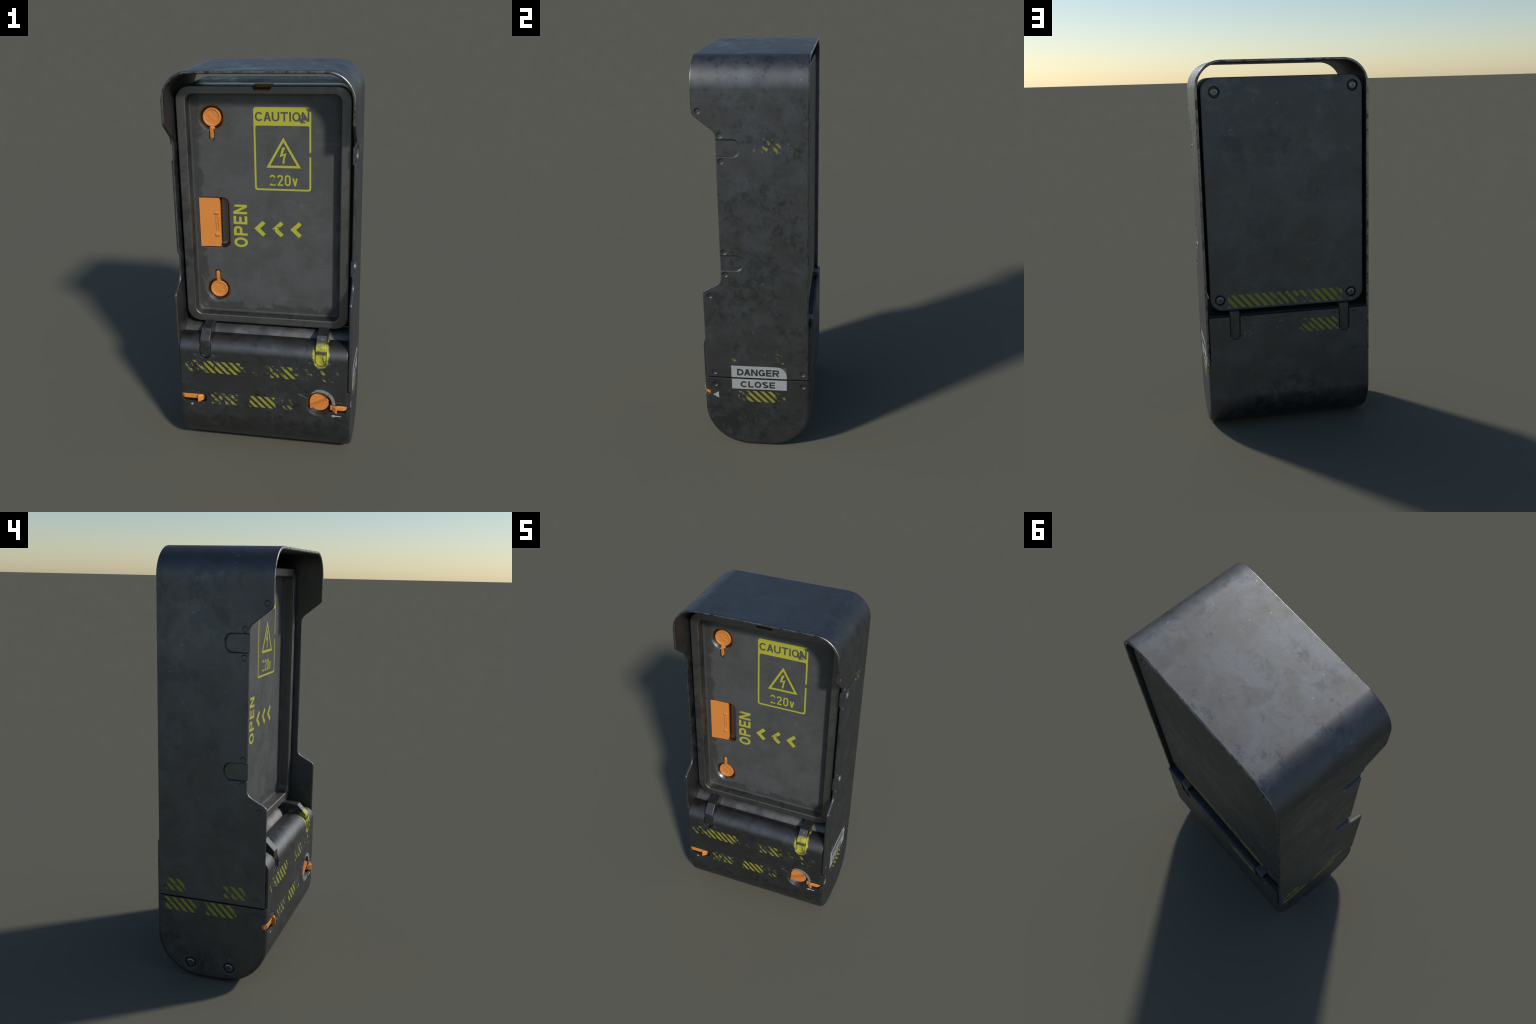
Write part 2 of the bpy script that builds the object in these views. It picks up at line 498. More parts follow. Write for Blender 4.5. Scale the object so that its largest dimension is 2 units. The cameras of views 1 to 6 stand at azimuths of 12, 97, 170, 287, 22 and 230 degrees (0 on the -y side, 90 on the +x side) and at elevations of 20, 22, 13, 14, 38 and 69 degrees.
def glyph(ch, s, w):
    """letter drawn with a pen of width s in a box w wide, 1 high: list of ('pen', path, closed) and ('fill', outline)"""
    h = s / 2
    bar = lambda x: ('fill', [(x, 0), (x + s, 0), (x + s, 1), (x, 1)])
    flat = lambda y, x0, x1: ('fill', [(x0, y), (x1, y), (x1, y + s), (x0, y + s)])
    bowl = ('pen', [(h, 1 - h), (w - 0.29, 1 - h)] + arc(w - 0.29, 0.69, 0.29 - h, 0.31 - h, 90, -90)[1:-1] + [(w - 0.29, 0.38 + h), (h, 0.38 + h)], False)
    if ch == 'C':
        return [('pen', arc(w / 2, 0.5, w / 2 - h, 0.5 - h, 36, 324, 22), False)]
    if ch == 'G':
        return [('pen', arc(w / 2, 0.5, w / 2 - h, 0.5 - h, 38, 335, 22), False), flat(0.33, w * 0.54, w), ('fill', [(w - s, 0.08), (w, 0.08), (w, 0.45), (w - s, 0.45)])]
    if ch == 'O':
        return [('pen', arc(w / 2, 0.5, w / 2 - h, 0.5 - h, 0, 360, 28)[:-1], True)]
    if ch == '0':
        k = w / 2 - h
        return [('pen', arc(w / 2, 1 - h - k, k, k, 0, 180, 10) + arc(w / 2, h + k, k, k, 180, 360, 10), True)]
    if ch == '2':
        k = w / 2 - h
        return [('pen', arc(w / 2, 1 - h - k, k, k, 172, -38, 14) + [(h * 1.25, h), (w, h)], False)]
    if ch == 'v':
        t = 0.72
        return [('fill', [(0, t), (w / 2 - h * 1.05, 0), (w / 2 + h * 1.05, 0), (s * 1.1, t)]), ('fill', [(w, t), (w - s * 1.1, t), (w / 2 - h * 1.05, 0), (w / 2 + h * 1.05, 0)])]
    if ch == 'A':
        c = w / 2
        return [('fill', [(0, 0), (s * 1.1, 0), (c + s * 0.6, 1), (c - s * 0.6, 1)]), ('fill', [(w - s * 1.1, 0), (w, 0), (c + s * 0.6, 1), (c - s * 0.6, 1)]),
                flat(0.22, w * 0.22, w * 0.78)]
    if ch == 'U':
        return [('pen', [(h, 1), (h, w / 2)] + arc(w / 2, w / 2 * 0.92, w / 2 - h, w / 2 * 0.92 - h, 180, 360, 14)[1:-1] + [(w - h, w / 2), (w - h, 1)], False)]
    if ch == 'T':
        return [flat(1 - s, 0, w), bar(w / 2 - h)]
    if ch == 'I':
        return [bar(0)]
    if ch == 'N':
        return [bar(0), bar(w - s), ('fill', [(0, 1), (w - s * 1.15, 0), (w, 0), (s * 1.15, 1)])]
    if ch == 'P':
        return [bar(0), bowl]
    if ch == 'R':
        return [bar(0), bowl, ('fill', [(w * 0.40, 0.45), (w - s * 1.2, 0), (w, 0), (w * 0.40 + s * 1.2, 0.45)])]
    if ch == 'E':
        return [bar(0), flat(0, 0, w), flat(0.5 - h, 0, w * 0.92), flat(1 - s, 0, w)]
    if ch == 'L':
        return [bar(0), flat(0, 0, w)]
    if ch == 'D':
        return [bar(0), ('pen', [(h, 1 - h), (w * 0.42, 1 - h)] + arc(w * 0.42, 0.5, w * 0.58 - h, 0.5 - h, 90, -90, 16)[1:-1] + [(w * 0.42, h), (h, h)], False)]
    if ch == 'S':
        k = w / 2 - h
        return [('pen', arc(w / 2, 0.735, k, 0.265 - h, 35, 270, 14)[:-1] + arc(w / 2, 0.255 + h * 0.1, k, 0.265 - h, 90, -145, 14), False)]


def ribbon(path, s, closed):
    """pen stroke outline: pairs of left and right points with mitred joins"""
    n = len(path)
    pairs = []
    for i, p in enumerate(path):
        a = Vector(path[(i - 1) % n]) if (closed or i) else None
        b = Vector(path[(i + 1) % n]) if (closed or i < n - 1) else None
        p = Vector(p)
        d0 = (p - a).normalized() if a is not None else (b - p).normalized()
        d1 = (b - p).normalized() if b is not None else d0
        t = (d0 + d1).normalized()
        nrm = Vector((-t.y, t.x))
        k = min(1.6, 1 / max(0.3, nrm.dot(Vector((-d0.y, d0.x))))) * s / 2
        pairs.append((p + nrm * k, p - nrm * k))
    return pairs


def text(name, body, f, u0, u1, v0, v1, d0, d1, material, parent, pen=0.18, width=0.76, gap=0.14, turned=False):
    """lettering as thin raised strokes, fitted into u0..u1 x v0..v1"""
    pieces, x = [], 0.0
    for ch in body:
        w = {'I': pen, 'C': width * 1.08, 'O': width * 1.06, 'E': width * 0.86, 'L': width * 0.84, 'v': width * 0.9}.get(ch, width)
        if ch == 'A':
            x -= 0.07
        pieces += [(x, g) for g in glyph(ch, pen, w)]
        x += w + gap - (0.05 if ch == 'A' else 0)
    total = x - gap
    verts, faces = [], []
    sgn = 1 if d1 > d0 else -1
    for k, (ox, g) in enumerate(pieces):
        top = d1 + sgn * 0.00007 * (k % 4)

        def place(q, d):
            p, t = (q[0] + ox) / total, q[1]
            if turned:                  # reads upwards, letter tops to the left
                p, t = 1 - t, p
            return f(u0 + (u1 - u0) * p, v0 + (v1 - v0) * t, d)
        if g[0] == 'fill':
            v, fc = loft([[place(q, d0) for q in g[1]], [place(q, top) for q in g[1]]])
        else:
            rings = [[place(l, d0), place(rt, d0), place(rt, top), place(l, top)] for l, rt in ribbon(g[1], pen, g[2])]
            if g[2]:
                rings.append(rings[0])
            v, fc = loft(rings, not g[2])
        o = len(verts)
        verts += v
        faces += [tuple(i + o for i in q) for q in fc]
    return make(name, verts, faces, material, parent, smooth=1)


def solid(name, outline, f, d0, d1, material, parent):
    v, fc = prism(outline, f, d0, d1)
    return make(name, v, fc, material, parent)


# ------------------------------------------------------------------ materials
M_HOOD, M_BASE, M_BOX, M_DOOR = mat_hood(), mat_base(), mat_box(), mat_door()
M_ORANGE, M_ROLL, M_SCREW = mat_orange(), mat_roller(), mat_screw()
M_CLIP, M_CLIP_Y = mat_clip(False), mat_clip(True)
UNDER = (0.083, 0.084, 0.084)
M_SIGN = mat_paint('sign_yellow_paint', YELLOW, UNDER, 0.02, 0.3,
                   ((0.185, 1.75, 0.026, 0.42), (0.22, 1.805, 0.022, 0.45), (0.225, 1.585, 0.014, 0.4), (0.15, 1.555, 0.03, 0.18),
                    (0.038, 1.452, 0.026, 0.42), (0.226, 1.50, 0.07, 0.24), (0.15, 1.40, 0.05, 0.15)))
M_MARK = mat_paint('stencil_yellow_paint', YELLOW, UNDER, 0.03, 2.3,
                   ((-0.166, 1.312, 0.016, 0.5), (0.05, 1.195, 0.026, 0.36)))
M_LETTER = mat_plain('sign_letter_grey', UNDER, 0.6)
M_WHITE = mat_paint('label_white_paint', WHITE, (0.10, 0.10, 0.095), -0.03, 5.1)
M_WORN_WHITE = mat_paint('arrow_white_paint', WHITE, (0.09, 0.09, 0.09), 0.1, 7.1)
M_INK = mat_plain('label_ink', (0.035, 0.035, 0.033), 0.65)
M_LIFTED = mat_plain('label_backing', (0.085, 0.083, 0.072), 0.6)

# ------------------------------------------------------------------ root
ROOT = bpy.data.objects.new('electrical_cabinet', None)
bpy.context.scene.collection.objects.link(ROOT)
ROOT['label'] = 'dark worn steel electrical cabinet with hood and orange latches'
ROOT['category'] = 'electrical cabinet'

# ------------------------------------------------------------------ hood (bent sheet with side plates)
# front edge of the side plates: (height, y)
EDGE = [(PLATE_BOTTOM, -0.255), (0.870, -0.255), (0.880, -0.254), (0.888, -0.247), (0.918, -0.190), (0.930, -0.173),
        (0.944, -0.1645), (0.962, -0.162), (1.652, -0.162), (1.664, -0.164), (1.676, -0.171), (1.738, -0.250),
        (1.748, -0.261), (1.762, -0.267), (TOP - BEND, -0.267)]


def build_hood():
    path = [(HALF_W, z, 1.0, 0.0, y) for z, y in EDGE]
    k = 20
    for i in range(1, k + 1):
        a = math.radians(90 * i / k)
        path.append((HALF_W - BEND + BEND * math.cos(a), TOP - BEND + BEND * math.sin(a), math.cos(a), math.sin(a), -0.267))
    path += [(-x, z, -nx, nz, y) for x, z, nx, nz, y in reversed(path)]
    rings = []
    c = 0.0052      # rounded rim of the sheet
    quarter = [(c - c * math.cos(math.radians(30 * i)), c - c * math.sin(math.radians(30 * i))) for i in range(4)]
    for x, z, nx, nz, y in path:
        at = lambda t: (x - nx * t, z - nz * t)
        ring = []
        for t, d in [(t, d) for t, d in quarter] + [(SHEET - t, d) for t, d in reversed(quarter)]:
            p = at(t)
            ring.append((p[0], HOOD_BACK - d, p[1]))
        for t, d in [(SHEET - t, d) for t, d in quarter] + [(t, d) for t, d in reversed(quarter)]:
            p = at(t)
            ring.append((p[0], y + d, p[1]))
        rings.append(ring)
    ob = make('hood', *loft(rings), M_HOOD, ROOT, smooth=35)
    cut = Cutter()
    for s in (1, -1):
        for z0, z1 in ((1.561, 1.637), (0.999, 1.073)):
            r = 0.0325
            out = [(-0.20, z0), (-0.055 - r, z0)]
            out += [(-0.055 - r + r * math.cos(math.radians(-90 + 90 * i / 8)), z0 + r + r * math.sin(math.radians(-90 + 90 * i / 8))) for i in range(1, 9)]
            out += [(-0.055 - r + r * math.cos(math.radians(90 * i / 8)), z1 - r + r * math.sin(math.radians(90 * i / 8))) for i in range(0, 9)]
            out += [(-0.20, z1)]
            cz = (z0 + z1) / 2
            wide = [(u + (0.005 if u > -0.19 else 0), cz + (v - cz) * 1.12) for u, v in out]
            cut.add(loft([[SIDE(u, v, s * 0.4560) for u, v in wide], [SIDE(u, v, s * 0.4522) for u, v in wide],
                          [SIDE(u, v, s * 0.4440) for u, v in out], [SIDE(u, v, s * 0.4280) for u, v in out]]))
            # pressed pan behind the slot
            pan = [(u if u > -0.19 else -0.1615, cz + (v - cz) * 1.08) for u, v in out]
            pan = [(u + 0.004 if u > -0.06 else u, v) for u, v in pan]
            solid('slot_pan', pan, SIDE, s * 0.4335, s * 0.4425, M_HOOD, ob)
        for y, z in ((-0.237, 1.767), (-0.142, 1.657), (-0.14, 1.538), (-0.142, 1.093), (-0.139, 0.978), (-0.221, 0.862),
                     (-0.215, 0.435), (0.235, 0.440)):
            cut.add(dimple(SIDE, y, z, s * HALF_W, -s))
    cut.cut(ob, 35)
    return ob


hood = build_hood()

# ------------------------------------------------------------------ base trough
def base_profile(inset):
    """side outline in (y, z), shrunk by inset on the outer sides"""
    f, b, r = BASE_F + inset, BASE_B - inset, BASE_R - inset
    pts = []
    for i in range(19):                                    # rear bottom corner
        a = math.radians(-90 * i / 18)
        pts.append((BASE_B - BASE_R + r * math.cos(a), BASE_R + r * math.sin(a)))
    for i in range(19):                                    # front bottom corner
        a = math.radians(-90 - 90 * i / 18)
        pts.append((BASE_F + BASE_RF + (BASE_RF - inset) * math.cos(a), BASE_RF + (BASE_RF - inset) * math.sin(a)))
    for i in range(13):                                    # rolled front cover
        a = math.radians(180 - 90 * i / 12)
        pts.append((-0.188 + (0.080 - inset) * math.cos(a), 0.578 + 0.069 * math.sin(a)))
    pts += [(-0.160, 0.645), (-0.145, 0.636), (-0.10, 0.664), (b, 0.664)]
    return pts


def build_base():
    rnd = 0.022
    rings = []
    xs = []
    for i in range(6):
        a = math.radians(90 * i / 5)
        xs.append((BASE_W - rnd + rnd * math.sin(a), rnd * (1 - math.cos(a))))
    for x, ins in [(-x, i) for x, i in reversed(xs)] + xs:
        rings.append([(x, y, z) for y, z in base_profile(ins)])
    ob = make('base', *loft(rings), M_BASE, ROOT, smooth=30)
    cut = Cutter()
    # open trough
    cut.add(prism([(-0.141, 0.50), (-0.05, 0.50), (-0.05, 0.656), (0.264, 0.656), (0.264, 0.9), (-0.141, 0.9)], SIDE, -0.6, 0.6))
    cut.cut(ob, 30)
    cut = Cutter()
    for s in (1, -1):       # pockets that take the hood's side plates
        cut.add(prism([(-0.4, 0.400), (0.4, 0.400), (0.4, 0.95), (-0.4, 0.95)], SIDE, s * 0.4360, s * 0.7))
    cut.cut(ob, 30)
    cut = Cutter()
    for c in (0.300, -0.300):
        cut.add(prism(stadium(c - 0.030, c + 0.030, 0.541, 0.80), FRONT, -0.40, -0.250))
    for c in (0.297, -0.306):
        cut.add(prism(stadium(c - 0.030, c + 0.030, 0.534, 0.80), FRONT, 0.40, 0.2645))
    # knob well
    cut.add(lathe([(0.0690, -0.40), (0.0690, -0.268), (0.0670, -0.265), (0.062, -0.252), (0.056, -0.240), (0.050, -0.232)], FRONT, 0.2935, 0.3265, 40))
    # latch slots that wrap round the front corners
    for s in (1, -1):
        out = [(0.312 if s < 0 else 0.340, 0.284), (0.424, 0.284), (0.458, 0.309), (0.458, 0.327), (0.312 if s < 0 else 0.340, 0.327)]
        if s < 0:
            out = [(0.302, 0.290), (0.302, 0.322), (0.310, 0.328), (0.458, 0.327), (0.458, 0.309), (0.424, 0.284), (0.36, 0.280), (0.310, 0.282)]
        cut.add(prism([(s * u, v) for u, v in out], FRONT, -0.40, -0.240))
        lo, hi = (0.381, 0.421) if s > 0 else (0.335, 0.384)
        cut.add(prism([(s * u, v) for u, v in rounded_rect(lo, hi, 0.3425, 0.3505, 0.0039, 4)], FRONT, -0.40, -0.263))
        for y, z in ((-0.213, 0.364), (0.237, 0.368)):
            cut.add(dimple(SIDE, y, z, s * BASE_W, -s))
    for x, z in ((0.355, 0.638), (0.2475, 0.638), (-0.252, 0.636), (-0.356, 0.635)):
        cut.add(dimple(FRONT, x, z, BASE_B, -1, 0.0145, 0.0035))
    for x in (0.250, 0.350, -0.250, -0.350):
        cut.add(dimple(FRONT, x, 0.567, BASE_F, 1, 0.0130, 0.0012))
    for y, z in ((0.107, 0.071), (-0.087, 0.074)):
        cut.add(lathe([(0.029, -0.50), (0.029, -0.4498), (0.026, -0.4473), (0.0255, -0.439)], SIDE, y, z, 28))
    cut.cut(ob, 30)
    return ob


base = build_base()

roller_pts = [(-0.074 + 0.082 * math.cos(2 * math.pi * i / 40), 0.595 + 0.082 * math.sin(2 * math.pi * i / 40)) for i in range(40)]
roller = solid('roller', roller_pts, SIDE, -0.4370, 0.4370, M_ROLL, base)

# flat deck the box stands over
solid('deck', [(-0.05, 0.60), (0.254, 0.60), (0.254, 0.6690), (-0.05, 0.6690)], SIDE, -0.4365, 0.4365, mat_plain('deck_gap_shadow_tint', (0.022, 0.023, 0.026), 0.7), base)  # near-black colour paints in the darkness of the gap below the box

# knob in its well
def build_knob():
    c = (0.2925, 0.3265)
    v, f = lathe([(0.047, -0.225), (0.0505, -0.231), (0.0505, -0.2415), (0.049, -0.2435)],
                 FRONT, *c, 40)
    ob = make('knob', v, f, M_ORANGE, base)
    a = math.radians(27)
    d = lambda t, w: (c[0] + t * math.cos(a) - w * math.sin(a), c[1] + t * math.sin(a) + w * math.cos(a))
    rings = []
    for t, h in ((-0.053, 0.003), (-0.050, 0.012), (0.050, 0.012), (0.053, 0.003)):
        rings.append([FRONT(*d(t, w), y) for w, y in ((-0.013, -0.236), (-0.012, -0.2430), (-0.006, -0.2430 - h * 1.9), (0.002, -0.2430 - h * 1.9), (0.010, -0.2430), (0.011, -0.236))])
    make('knob_grip', *loft(rings), M_ORANGE, ob, smooth=40)
    return ob


knob = build_knob()


def build_latch(s):
    """sliding latch lying in the corner slot; s = side"""
    if s > 0:
        lo, hi, t0, t1 = 0.352, 0.4335, 0.361, 0.386
    else:
        lo, hi, t0, t1 = 0.322, 0.443, 0.321, 0.349
    prof = [(-0.241, 0.2945), (-0.262, 0.2945), (-0.2655, 0.2985), (-0.2655, 0.3185), (-0.262, 0.3225), (-0.241, 0.3225)]
    bend = [(-0.241, 0.2955), (-0.250, 0.2955), (-0.2525, 0.2985), (-0.2525, 0.3185), (-0.250, 0.3215), (-0.241, 0.3215)]
    rings = [[(s * lo, y, z) for y, z in prof], [(s * (hi - 0.016), y, z) for y, z in prof], [(s * hi, y, z) for y, z in bend]]
    ob = make('latch', *loft(rings), M_ORANGE, base)
    # wedge grip: thick towards the outside, tapering inwards, lower corner drawn to a point
    out, inn = (s * t1, s * t0)
    wedge = []
    for z, yo in ((0.278, -0.268), (0.287, -0.2805), (0.318, -0.2805), (0.3235, -0.274)):
        wedge.append([(out, -0.258, max(z, 0.286)), (out, yo, z), (out - s * 0.006, yo, z), (inn, -0.267, max(z, 0.294)), (inn, -0.258, max(z, 0.294))])
    make('latch_grip', *loft(wedge), M_ORANGE, ob, smooth=25)
    step = (0.372, 0.378) if s < 0 else (0.392, 0.396)
    return ob


latches = [build_latch(1), build_latch(-1)]

# ------------------------------------------------------------------ clips that hold the box on the base
def build_clip(name, prof, x0, x1, mat, front):
    c = 0.0025
    rings = []
    for x, k in ((x0, 1), (x0 + c, 0), (x1 - c, 0), (x1, 1)):
        rings.append([(x, y + (c * k if front else -c * k) * w, z - c * k * t) for y, z, w, t in prof])
    return make(name, *loft(rings), mat, ROOT, smooth=30)


def front_clip(cx, mat):
    # (y, z, rim shrink y, rim shrink z)
    prof = [(-0.075, 0.702, 0, 1), (-0.213, 0.691, 0.4, 1), (-0.2615, 0.641, 1, 0.4), (-0.2625, 0.604, 1, 0),
            (-0.2475, 0.604, 0, 0), (-0.2475, 0.610, 0, 0), (-0.18, 0.62, 0, 0), (-0.075, 0.62, 0, 0)]
    ob = build_clip('clip', prof, cx - 0.0265, cx + 0.0265, mat, True)
    # tongue with a rounded tip and a pressed teardrop
    tongue = prism(stadium(cx - 0.0265, cx + 0.0265, 0.545, 0.605), FRONT, -0.2623, -0.2475)
    t = make('clip_tongue', *tongue, mat, ob)
    cut = Cutter()
    tear = [(cx + 0.0170 * math.cos(a), 0.5655 + 0.0150 * math.sin(a)) for a in [math.radians(180 + 180 * i / 12) for i in range(13)]]
    tear += [(cx + 0.010, 0.597), (cx - 0.010, 0.597)]
    cut.add(prism(tear, FRONT, -0.30, -0.2575))
    cut.cut(t)
    return ob


def rear_clip(cx):
    prof = [(0.215, 0.700, 0, 1), (0.272, 0.692, 0.5, 1), (0.2755, 0.688, 1, 0.5), (0.2745, 0.650, 1, 0), (0.2690, 0.530, 1, 0),
            (0.2650, 0.530, 0, 0), (0.262, 0.66, 0, 0), (0.215, 0.672, 0, 0)]
    ob = build_clip('clip', prof, cx - 0.0255, cx + 0.0255, M_CLIP, False)
    return ob


for cx, mm in ((-0.300, M_CLIP), (0.301, M_CLIP_Y)):
    front_clip(cx, mm)
for cx in (0.298, -0.306):
    rear_clip(cx)

# ------------------------------------------------------------------ box and door
def rr(w, z0, z1, r, y, n=10):
    return [(u, y, v) for u, v in rounded_rect(-w, w, z0, z1, r, n)]


def build_box():
    w, z0, z1, r = BOX_W, BOX_Z0, BOX_Z1, BOX_R
    e = 0.007
    ring = lambda k, y: rr(w - k, z0 + k, z1 - k, r - k, y)
    rings = [ring(e, BOX_BACK), ring(e * 0.3, BOX_BACK - e * 0.3), ring(0, BOX_BACK - e), ring(0, SEAM_Y), ring(0.03, SEAM_Y + 0.002)]
    ob = make('box', *loft(rings), M_BOX, ROOT, smooth=25)
    cut = Cutter()
    for x, z in BACK_SCREWS:
        cut.add(lathe([(0.0305, 0.30), (0.0305, 0.2448), (0.027, 0.2415), (0.0265, 0.228)], FRONT, x, z, 28))
    cut.cut(ob, 25)
    return ob


BACK_SCREWS = ((0.353, 1.842), (-0.369, 1.858), (0.369, 0.750), (-0.355, 0.745))
box = build_box()


def build_door():
    w, z0, z1, r = BOX_W, BOX_Z0, BOX_Z1, BOX_R
    e = 0.006
    ring = lambda k, y: rr(w - k, z0 + k, z1 - k, r - k, y)
    inner = lambda k, y: rr(0.3755 - k, 0.7315 + k, 1.8765 - k, 0.036 - k * 0.4, y)
    rings = [ring(0.04, SEAM_Y + 0.001), ring(0, SEAM_Y), ring(0, BOX_FRONT + e), ring(e * 0.3, BOX_FRONT + e * 0.3), ring(e, BOX_FRONT),
             inner(-0.003, BOX_FRONT), inner(0, BOX_FRONT + 0.003), inner(0.002, FLOOR_Y - 0.012), inner(0.005, FLOOR_Y - 0.004), inner(0.011, FLOOR_Y)]
    ob = make('door', *loft(rings), M_DOOR, ROOT, smooth=28)
    cut = Cutter()
    # catch notch in the top rim
    v, f = loft([[(-0.046, y, 1.940), (0.046, y, 1.940), (0.046, y, 1.906), (0.036, y, 1.894), (-0.036, y, 1.894), (-0.046, y, 1.906)]
                 for y in (-0.20, -0.042)])
    cut.add((v, f))
    # handle well: a rounded tray
    def tray(k, y):
        return [(u, y, v) for u, v in rounded_rect(-0.348 + k * 0.3, -0.189 - k, 1.084 + k, 1.356 - k, 0.034 - k * 0.6, 8)]
    cut.add(loft([tray(-0.001, -0.15), tray(-0.001, FLOOR_Y - 0.0005), tray(0.003, FLOOR_Y + 0.004), tray(0.008, -0.050), tray(0.016, -0.040), tray(0.026, -0.037)]))
    # round wells for the twist caps, each with a finger groove
    for cz, s in CAPS:
        cut.add(lathe([(0.0655, -0.15), (0.0655, FLOOR_Y - 0.0008), (0.0635, FLOOR_Y + 0.002), (0.0595, -0.070), (0.0550, -0.063), (0.0505, -0.056), (0.048, -0.048)], FRONT, CAP_X, cz, 40))
        far = cz - s * 0.114
        z0_, z1_ = min(far, cz - s * 0.057), max(far, cz - s * 0.057)
        gr = rounded_rect(CAP_X - 0.0155, CAP_X + 0.0155, z0_, z1_, 0.0145, 6)
        gs = rounded_rect(CAP_X - 0.0135, CAP_X + 0.0135, z0_ + 0.002, z1_ - 0.002, 0.0125, 6)
        cut.add(loft([[FRONT(u, v, -0.15) for u, v in gr], [FRONT(u, v, FLOOR_Y) for u, v in gr], [FRONT(u, v, -0.0610) for u, v in gs]]))
    cut.cut(ob, 28)
    return ob


CAP_X = -0.263
CAP_Y = -0.0635
CAPS = ((1.756, 1), (0.852, -1))       # height, +1 = tab hangs down
door = build_door()
catch_w, catch_f = [], []
for x0, x1, y0, y1, z0, z1 in ((-0.0359, 0.0359, -0.1265, -0.0425, 1.8935, 1.8972), (-0.0455, 0.0455, -0.0460, -0.0425, 1.8975, 1.9115)):
    v_, f_ = prism([(x0, z0), (x1, z0), (x1, z1), (x0, z1)], FRONT, y0, y1)
    catch_f += [tuple(k + len(catch_w) for k in q) for q in f_]
    catch_w += v_
make('catch', catch_w, catch_f, mat_plain('catch_shadow_browned_orange', (0.30, 0.115, 0.028), 0.55), door)  # orange darkened to brown to carry the notch's shadow


def build_cap(cz, s):
    y = CAP_Y
    v, f = lathe([(0.040, -0.035), (0.0465, -0.045), (0.0465, y - 0.0005), (0.0445, y - 0.0030), (0.0375, y - 0.0032), (0.0355, y - 0.0005), (0.034, y)],
                 FRONT, CAP_X, cz, 40)
    ob = make('cap', v, f, M_ORANGE, door, smooth=40)
    cut = Cutter()
    for k in range(4):
        a = math.pi / 2 * k
        cut.add(dimple(FRONT, CAP_X + 0.0195 * math.cos(a), cz + 0.0195 * math.sin(a), y, 1, 0.0105, 0.0008))
    cut.cut(ob, 40)
    z0_, z1_ = sorted((cz - s * 0.042, cz - s * 0.103))
    g = rounded_rect(CAP_X - 0.0125, CAP_X + 0.0125, z0_, z1_, 0.0105, 6)
    gi = rounded_rect(CAP_X - 0.0100, CAP_X + 0.0100, z0_ + 0.0025, z1_ - 0.0025, 0.0085, 6)
    make('cap_tab', *loft([[FRONT(u, v, -0.048) for u, v in g], [FRONT(u, v, y - 0.0030) for u, v in g], [FRONT(u, v, y - 0.0052) for u, v in gi]]),
         M_ORANGE, ob, smooth=40)


for cz, s in CAPS:
    build_cap(cz, s)


def build_handle():
    y = FLOOR_Y + 0.0055
    tilt = lambda u: -0.0795 + 0.0095 * (u + 0.3455) / 0.105      # pull edge lies deeper
    out = [(-0.3455, 1.0915), (-0.2440, 1.0905), (-0.2405, 1.110), (-0.2405, 1.330), (-0.2440, 1.3495), (-0.3455, 1.3505)]
    top = [(u - 0.002 if u > -0.3 else u + 0.0005, v) for u, v in out]
    ob = make('handle', *loft([[FRONT(u, v, -0.052) for u, v in out], [FRONT(u, v, tilt(u) + 0.003) for u, v in out], [FRONT(u, v, tilt(u)) for u, v in top]]),
              M_ORANGE, door)
    for z in (1.2705, 1.155):
        rib = rounded_rect(-0.2705, -0.2450, z - 0.0085, z + 0.0085, 0.0075, 6)
        small = rounded_rect(-0.2675, -0.2460, z - 0.0050, z + 0.0050, 0.0042, 6)
        make('handle_rib', *loft([[FRONT(u, v, y + 0.002) for u, v in rib], [FRONT(u, v, y - 0.0030) for u, v in rib], [FRONT(u, v, y - 0.0055) for u, v in small]]),
             M_ORANGE, ob, smooth=60)
    y = tilt(-0.255)
    ring = rounded_rect(-0.2635, -0.2465, 1.181, 1.256, 0.0075, 6)
    hole = rounded_rect(-0.2590, -0.2500, 1.186, 1.251, 0.0040, 6)
    v, f = loft([[FRONT(a, b, d) for a, b in o] for o, d in ((ring, y + 0.002), (ring, y - 0.0025), (hole, y - 0.0030), (hole, y + 0.0001))], False)
    make('handle_rib', v, f, M_ORANGE, ob, smooth=60)
    solid('handle_rib', rounded_rect(-0.2592, -0.2498, 1.2145, 1.2225, 0.002, 3), FRONT, y + 0.001, y - 0.0026, M_ORANGE, ob)
    return ob


handle = build_handle()

# ------------------------------------------------------------------ screws (shared mesh)
def build_screw_mesh():
    up = lambda u, v, d: (u, v, d)
    prof = [(0.0215, -0.012), (0.0215, 0.0005), (0.0205, 0.0025), (0.0180, 0.0042), (0.0145, 0.0050), (0.0110, 0.0052)]
    ob = make('screw', *lathe(prof, up, 0, 0, 28), M_SCREW, None, smooth=50)
    cut = Cutter()
    star = []
    for i in range(12):
        r = 0.0085 if i % 2 == 0 else 0.0062
        star.append((r * math.cos(math.pi * i / 6 + 0.52), r * math.sin(math.pi * i / 6 + 0.52)))
    cut.add(prism(star, up, -0.002, 0.02))
    cut.cut(ob, 50)
    return ob


proto = build_screw_mesh()
places = [(Vector((x, BOX_BACK - 0.0055, z)), Matrix.Rotation(-math.pi / 2, 4, 'X'), box) for x, z in BACK_SCREWS]
places += [(Vector((-BASE_W + 0.0055, y, z)), Matrix.Rotation(-math.pi / 2, 4, 'Y'), base) for y, z in ((0.107, 0.071), (-0.087, 0.074))]
for i, (loc, rot, par) in enumerate(places):
    s = proto if i == 0 else proto.copy()
    if i:
        bpy.context.scene.collection.objects.link(s)
    s.matrix_world = Matrix.Translation(loc) @ rot @ Matrix.Rotation(0.4 * i, 4, 'Z')
    s.parent = par

